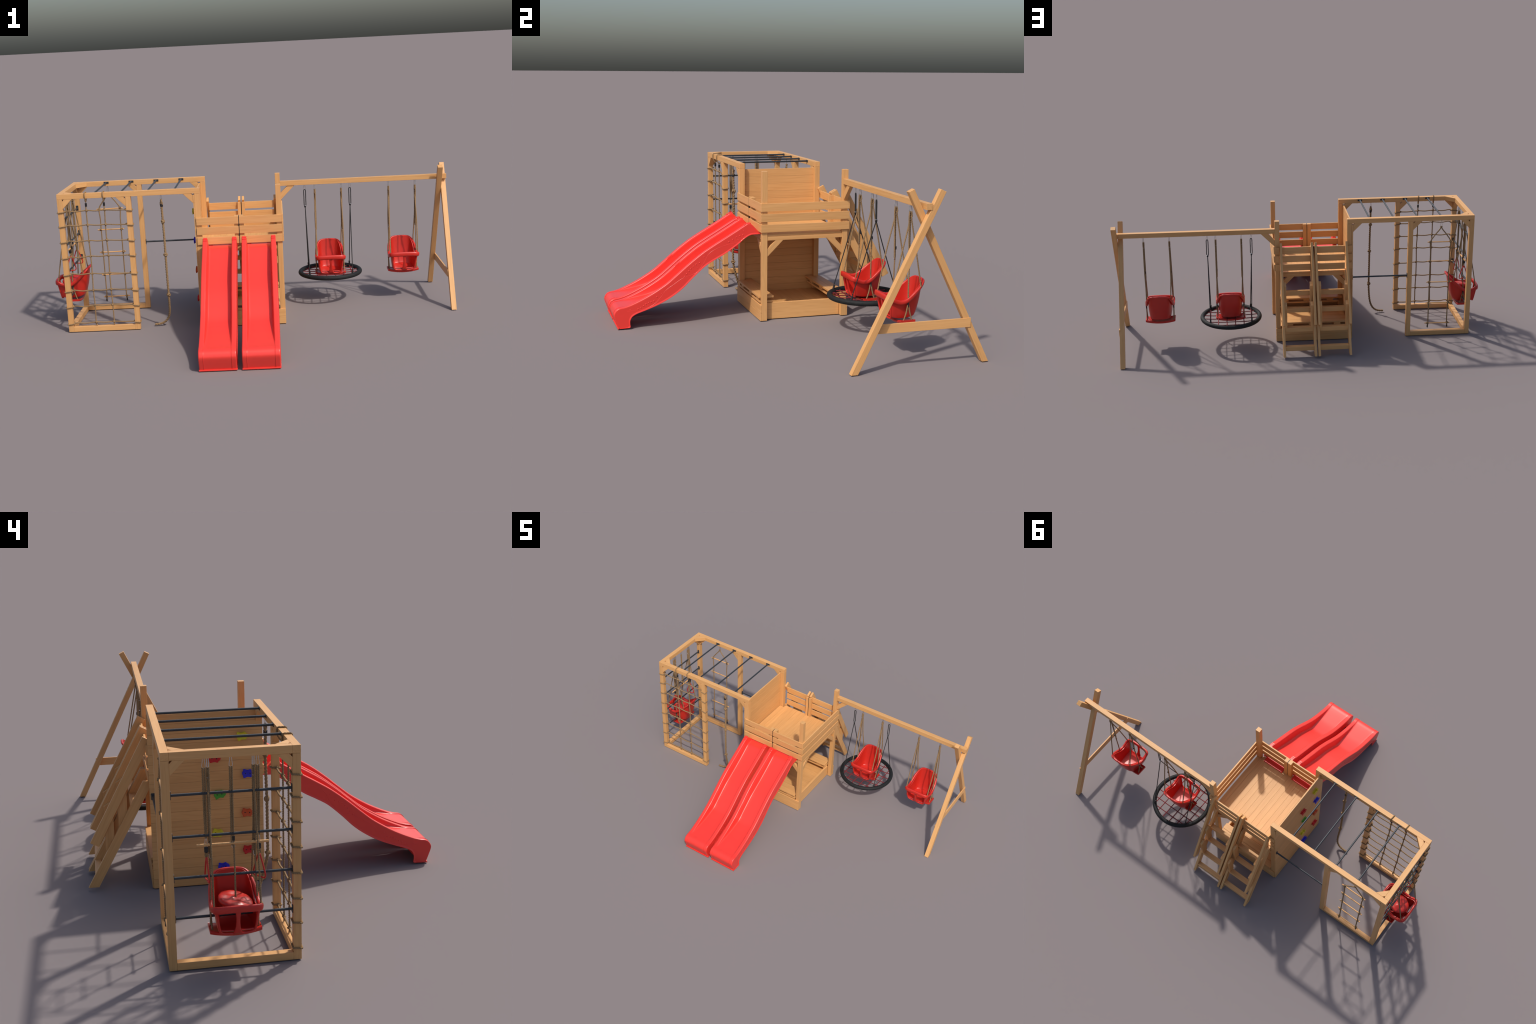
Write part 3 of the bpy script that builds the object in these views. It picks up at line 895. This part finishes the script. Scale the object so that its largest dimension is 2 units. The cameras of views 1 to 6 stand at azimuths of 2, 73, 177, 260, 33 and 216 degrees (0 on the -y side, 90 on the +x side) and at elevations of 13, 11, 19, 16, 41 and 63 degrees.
    post = bpy.data.meshes.new("crotch_post"); bm.to_mesh(post); bm.free(); smooth(post, 60); post.materials.append(SEAT_RED)
    # sitting board, gently curved up at its ends
    bm = bmesh.new(); rows_ = []
    L_, D_ = 0.0790, 0.0335
    sec = [(-D_, 0.003), (-D_, 0.0095), (-D_ + 0.002, 0.0118), (-D_ + 0.005, 0.0105), (0, 0.0100), (D_ - 0.005, 0.0105), (D_ - 0.002, 0.0118), (D_, 0.0095), (D_, 0.003), (D_ - 0.0025, 0.0), (-D_ + 0.0025, 0.0)]
    for i in range(17):
        x = -L_ + 2 * L_ * i / 16
        taper = 1 - 0.06 * (abs(x) / L_) ** 8
        lift = 0.0100 * (abs(x) / L_) ** 2 - 0.001
        rows_.append([bm.verts.new((x, y * taper, z + lift)) for y, z in sec])
    for a, b in zip(rows_, rows_[1:]):
        for j in range(len(sec)):
            bm.faces.new((a[j], a[(j + 1) % len(sec)], b[(j + 1) % len(sec)], b[j]))
    bm.faces.new(rows_[0][::-1]); bm.faces.new(rows_[-1])
    bmesh.ops.recalc_face_normals(bm, faces=bm.faces)
    plate = bpy.data.meshes.new("sitting_board"); bm.to_mesh(plate); bm.free(); smooth(plate, 40); plate.materials.append(SEAT_RED)
    return shell, rimme, post, plate

SHELL, RIM, CROTCH, PLATE = seat_mesh_parts()

def swing(cx, cy, z0, turn, hook_z, beam_z, hookw=0.0677, hf=0.0):
    """bucket seat on ropes. turn rotates forward (+y local) to its facing"""
    M = Matrix.Translation((cx, cy, z0)) @ Matrix.Rotation(turn, 4, "Z")
    s = add_obj("swing_seat", SHELL, None, None, M)
    add_obj("seat_rim", RIM, s, None, M); add_obj("crotch_post", CROTCH, s, None, M); add_obj("sitting_board", PLATE, s, None, M)
    g = lambda x, y, z: M @ V((x, y, z))
    H = hook_z - z0
    for sx in (-1, 1):
        hx = sx * hookw
        r = 0.0026
        q = 0.0021
        zb_ = H - 0.033
        dd = 0.0032
        # bundle under the hook
        front = [g(hx + q, hf + 0.0015, H), g(hx + q, hf + 0.004, H - 0.02), g(hx + q, hf, zb_), g(hx + sx * 0.0025, hf / 2 + 0.037, (zb_ + 0.118) / 2), g(sx * 0.0695, 0.0690, 0.1130)]
        back = [g(hx - q, hf - 0.003, H), g(hx - q, hf - 0.006, H - 0.02), g(hx - q, hf - 0.0045, zb_), g(hx + sx * 0.001, hf / 2 - 0.028, (zb_ + 0.180) / 2), g(sx * 0.0640, -0.0540, 0.170), g(sx * 0.0655, -0.0570, 0.148)]
        mid1 = [g(hx - q, hf + 0.0045, H), g(hx - q, hf + 0.006, H - 0.03), g(hx - q, hf + 0.004, H - 0.1), g(hx - q, hf + 0.0015, 0.250), g(hx + sx * 0.001, hf - 0.002, 0.236)]
        mid2 = [g(hx + q, hf - 0.001, H), g(hx + q, hf - 0.001, H - 0.03), g(hx + q, hf - 0.0012, H - 0.1), g(hx + q, hf - 0.0030, 0.255), g(hx + sx * 0.001, hf - 0.0015, 0.236), g(hx + sx * 0.003, hf / 2, 0.150), g(hx + sx * 0.0045, -0.0010, 0.095), g(hx + sx * 0.0050, -0.0010, 0.0830)]
        rope("rope", front, r, s); rope("rope", back, r, s); rope("rope", [mid1, mid2], r, s)
        vee = [g(sx * 0.0705, 0.0170, 0.0130), g(sx * 0.0720, 0.007, 0.045), g(sx * 0.0727, -0.0010, 0.0800), g(sx * 0.0720, -0.010, 0.045), g(sx * 0.0705, -0.0200, 0.0130)]
        rope("rope", vee, r, s)
        rod("rope_sleeve", g(sx * 0.0727, -0.001, 0.0720), g(sx * 0.0727, -0.001, 0.0930), 0.0037, s, SLEEVE, 14)
        rod("rope_sleeve", g(hx, hf - 0.0035, 0.2770), g(hx, hf - 0.0035, 0.2900), 0.0040, s, SLEEVE, 14)
        # steel pieces
        bm = bmesh.new(); tube_into(bm, catmull([g(hx - 0.004, hf + 0.001, 0.251), g(hx - 0.003, hf + 0.0015, 0.240), g(hx, hf + 0.002, 0.2365), g(hx + 0.003, hf + 0.0015, 0.240), g(hx + 0.004, hf + 0.001, 0.251)], 0.002), 0.0009, 8)
        finish(bm, "rope_clip", s, STEEL, 60)
        bm = bmesh.new(); tube_into(bm, catmull([g(hx + 0.0040 * math.cos(a), hf - 0.0005 + 0.0066 * math.sin(a), zb_ + 0.002) for a in [i * math.pi / 4 for i in range(8)]], 0.002, True), 0.0006, 8, True)
        finish(bm, "rope_clip", s, STEEL, 60)
        top = beam_z - z0
        for off in (-0.0026, 0.0026):
            carabiner("snap_hook", g(hx + off, hf, top + 0.001), g(hx + off, hf, H - 0.003), 0.0105, s, turn + math.pi / 2)
    return s

swing(0.3935, 0.3840, 0.1375, math.pi, 0.5905, ZS0)
swing(0.7720, 0.3840, 0.1375, math.pi, 0.5900, ZS0)
SEAT3_X = -0.9105
s3 = swing(SEAT3_X, 0.1940, 0.1120, math.pi / 2, 0.6290, ZT0, 0.0665, -0.0085)

# ---- other things hanging from the end beam: trapeze bar with gym triangles, disc swing
tb = rod("trapeze_bar", (-0.905, 0.0852, 0.3915), (-0.905, 0.3011, 0.3925), 0.0040, None, WOOD, 14)
for y, rot in ((0.2728, 0.15), (0.1148, 0.68)):
    x = -0.9050
    rope("rope", [[(x, y + 0.0035, 0.6290), (x, y + 0.0030, 0.5200), (x, y + 0.001, 0.4130)], [(x, y - 0.0030, 0.6290), (x, y - 0.0026, 0.5200), (x, y - 0.001, 0.4130)]], 0.0026, tb)
    carabiner("snap_hook", (x, y, ZT0 + 0.001), (x, y, 0.6260), 0.010, tb, math.pi / 2)
    carabiner("snap_hook", (x, y, 0.4150), (x, y, 0.3940), 0.007, tb, math.pi / 2)
    rod("rope_sleeve", (x, y, 0.3690), (x, y, 0.3860), 0.0064, tb, SLEEVE)
    rope("rope", [[(x, y - 0.0025, 0.3700), (x, y - 0.003, 0.3600), (x, y, 0.3520)], [(x, y + 0.0025, 0.3700), (x, y + 0.003, 0.3600), (x, y, 0.3520)]], 0.0024, tb)
    c, s = math.cos(rot), math.sin(rot)
    tri = [(0.0, 0.3540), (0.004, 0.3500), (0.0115, 0.3300), (0.0225, 0.2960), (0.0235, 0.2860), (0.0180, 0.2800), (0.0, 0.2810), (-0.0180, 0.2800), (-0.0235, 0.2860), (-0.0225, 0.2960), (-0.0115, 0.3300), (-0.004, 0.3500)]
    bm = bmesh.new()
    tube_into(bm, catmull([(x + u * c, y + u * s, z) for u, z in tri], 0.003, True), 0.0025, 10, True)
    bmesh.ops.create_uvsphere(bm, u_segments=12, v_segments=8, radius=0.0052, matrix=Matrix.Translation((x, y, 0.3490)) @ Matrix.Diagonal((0.8, 0.8, 1.2, 1)))
    finish(bm, "gym_triangle", tb, SEAT_RED, 60, (x, y, 0.32))

# disc swing
bm = bmesh.new()
R_, kk = 0.0540, 48
rn = random.Random(11)
lump = [(rn.uniform(-0.04, 0.04), rn.uniform(-0.04, 0.04), rn.uniform(0.006, 0.013), rn.choice((-1, 1)) * rn.uniform(0.0012, 0.0030)) for _ in range(34)]
def lumps(x, y):
    return sum(h * math.exp(-((x - a) ** 2 + (y - b) ** 2) / (w * w)) for a, b, w, h in lump)
rings = []
prof = [(0.02, 0.010, 1), (0.15, 0.0100, 1), (0.3, 0.0098, 1), (0.45, 0.0095, 1), (0.6, 0.0092, 1), (0.75, 0.0086, 1), (0.88, 0.0070, 0.7), (0.96, 0.0040, 0.4), (1.0, -0.001, 0.1), (0.96, -0.008, 0), (0.85, -0.012, 0), (0.5, -0.014, 0), (0.02, -0.015, 0)]
for f, z, q in prof:
    ring = []
    for j in range(kk):
        a = 2 * math.pi * j / kk
        x, y = R_ * f * math.cos(a), R_ * f * math.sin(a)
        ring.append(bm.verts.new((x, y, z + q * lumps(x, y))))
    rings.append(ring)
for a, b in zip(rings, rings[1:]):
    for j in range(kk):
        bm.faces.new((a[j], a[(j + 1) % kk], b[(j + 1) % kk], b[j]))
bm.faces.new(rings[0]); bm.faces.new(rings[-1][::-1])
bmesh.ops.recalc_face_normals(bm, faces=bm.faces)
dm = bpy.data.meshes.new("disc_seat"); bm.to_mesh(dm); bm.free(); smooth(dm, 60); dm.materials.append(SEAT_RED)
from mathutils import Euler
disc = add_obj("disc_seat", dm, None, None, Matrix.Translation((-0.9210, 0.1915, 0.2170)) @ Euler((0.22, -0.10, 0)).to_matrix().to_4x4())
x, y = -0.9050, 0.1935
rope("rope", [[(x, y + 0.0035, 0.6290), (x, y + 0.003, 0.5200), (x, y + 0.0032, 0.4000), (x, y + 0.001, 0.3880)], [(x, y - 0.0030, 0.6290), (x, y - 0.0026, 0.5200), (x, y - 0.0030, 0.4000), (x - 0.001, y - 0.003, 0.3800), (x - 0.007, y - 0.0035, 0.3100), (x - 0.018, y - 0.002, 0.2200)]], 0.0026, disc)
carabiner("snap_hook", (x, y, ZT0 + 0.001), (x, y, 0.6260), 0.010, disc, math.pi / 2)
rod("rope_sleeve", (x, y - 0.003, 0.4000), (x, y - 0.003, 0.4140), 0.0040, disc, SLEEVE)
carabiner("rope_clip", (x - 0.001, y, 0.3960), (x - 0.001, y - 0.002, 0.3780), 0.009, disc, math.pi / 2)

# ------------------------------------------------------------------ nest swing
nc = V((0.3925, 0.3885, 0.1520)); NR, Nr = 0.1545, 0.0117
bm = bmesh.new(); seg, sd = 220, 18
rings = []
for i in range(seg):
    a = 2 * math.pi * i / seg
    ridge = 1 + (0.018 if i % 2 else -0.018)          # wrapped cord ribs
    rings.append([bm.verts.new(((NR + Nr * ridge * math.cos(2 * math.pi * j / sd)) * math.cos(a), (NR + Nr * ridge * math.cos(2 * math.pi * j / sd)) * math.sin(a),
                                Nr * ridge * math.sin(2 * math.pi * j / sd))) for j in range(sd)])
for i in range(seg):
    A, B = rings[i], rings[(i + 1) % seg]
    for j in range(sd):
        bm.faces.new((A[j], A[(j + 1) % sd], B[(j + 1) % sd], B[j]))
bmesh.ops.translate(bm, verts=bm.verts, vec=nc)
nest = finish(bm, "nest_swing_ring", None, RING_BLACK, 80, nc)
paths = []
offs = (-0.110, -0.068, -0.0228, 0.0228, 0.068, 0.110)
for o_ in offs:
    h = math.sqrt(NR ** 2 - o_ ** 2) - 0.006
    paths.append([nc + V((o_, -h, 0.002)), nc + V((o_, -h * 0.5, -0.001)), nc + V((o_, h * 0.5, -0.001)), nc + V((o_, h, 0.002))])
    paths.append([nc + V((-h, o_, 0.0)), nc + V((-h * 0.5, o_, -0.004)), nc + V((h * 0.5, o_, -0.004)), nc + V((h, o_, 0.0))])
rope("nest_net", paths, 0.0023, nest, NET_RED, step=0.003)
for sx, hx in ((-1, 0.2740), (1, 0.5060)):
    kn = V((hx, 0.3850, 0.5010))
    carabiner("snap_hook", (hx, 0.3840, ZS0 + 0.001), (hx, 0.3840, 0.5895), 0.009, nest, 0.0)
    rope("suspension_rope", [(hx, 0.3840, 0.5905), (hx + 0.0045, 0.384, 0.586), (hx + 0.0046, 0.3845, 0.545), (hx + 0.0044, 0.3850, 0.510), kn, (hx - 0.0044, 0.3850, 0.510), (hx - 0.0046, 0.3845, 0.545), (hx - 0.0045, 0.384, 0.586)], 0.0022, nest, ROPE_BLACK, laid=False, closed=True)
    place("knot", KNOT_BLACK, kn, (0.5, 0.2, 0.3), (1.2, 1.2, 1.2), nest)
    bm = bmesh.new(); tube_into(bm, catmull([kn + V((0.006 * math.cos(a), 0.006 * math.sin(a), 0.0055)) for a in [i * math.pi / 4 for i in range(8)]], 0.002, True), 0.0008, 8, True)
    finish(bm, "rope_clip", nest, STEEL, 60)
    for sy in (-1, 1):
        e = nc + V((sx * NR * 0.7071, sy * NR * 0.7071, 0.0))
        rope("suspension_rope", [kn, kn.lerp(e, 0.5), e + V((0, 0, 0.010))], 0.0022, nest, ROPE_BLACK, laid=False)
        d = (kn - e).normalized()
        rod("rope_sleeve", e + d * 0.008, e + d * 0.030, 0.0042, nest, SLEEVE, 14)
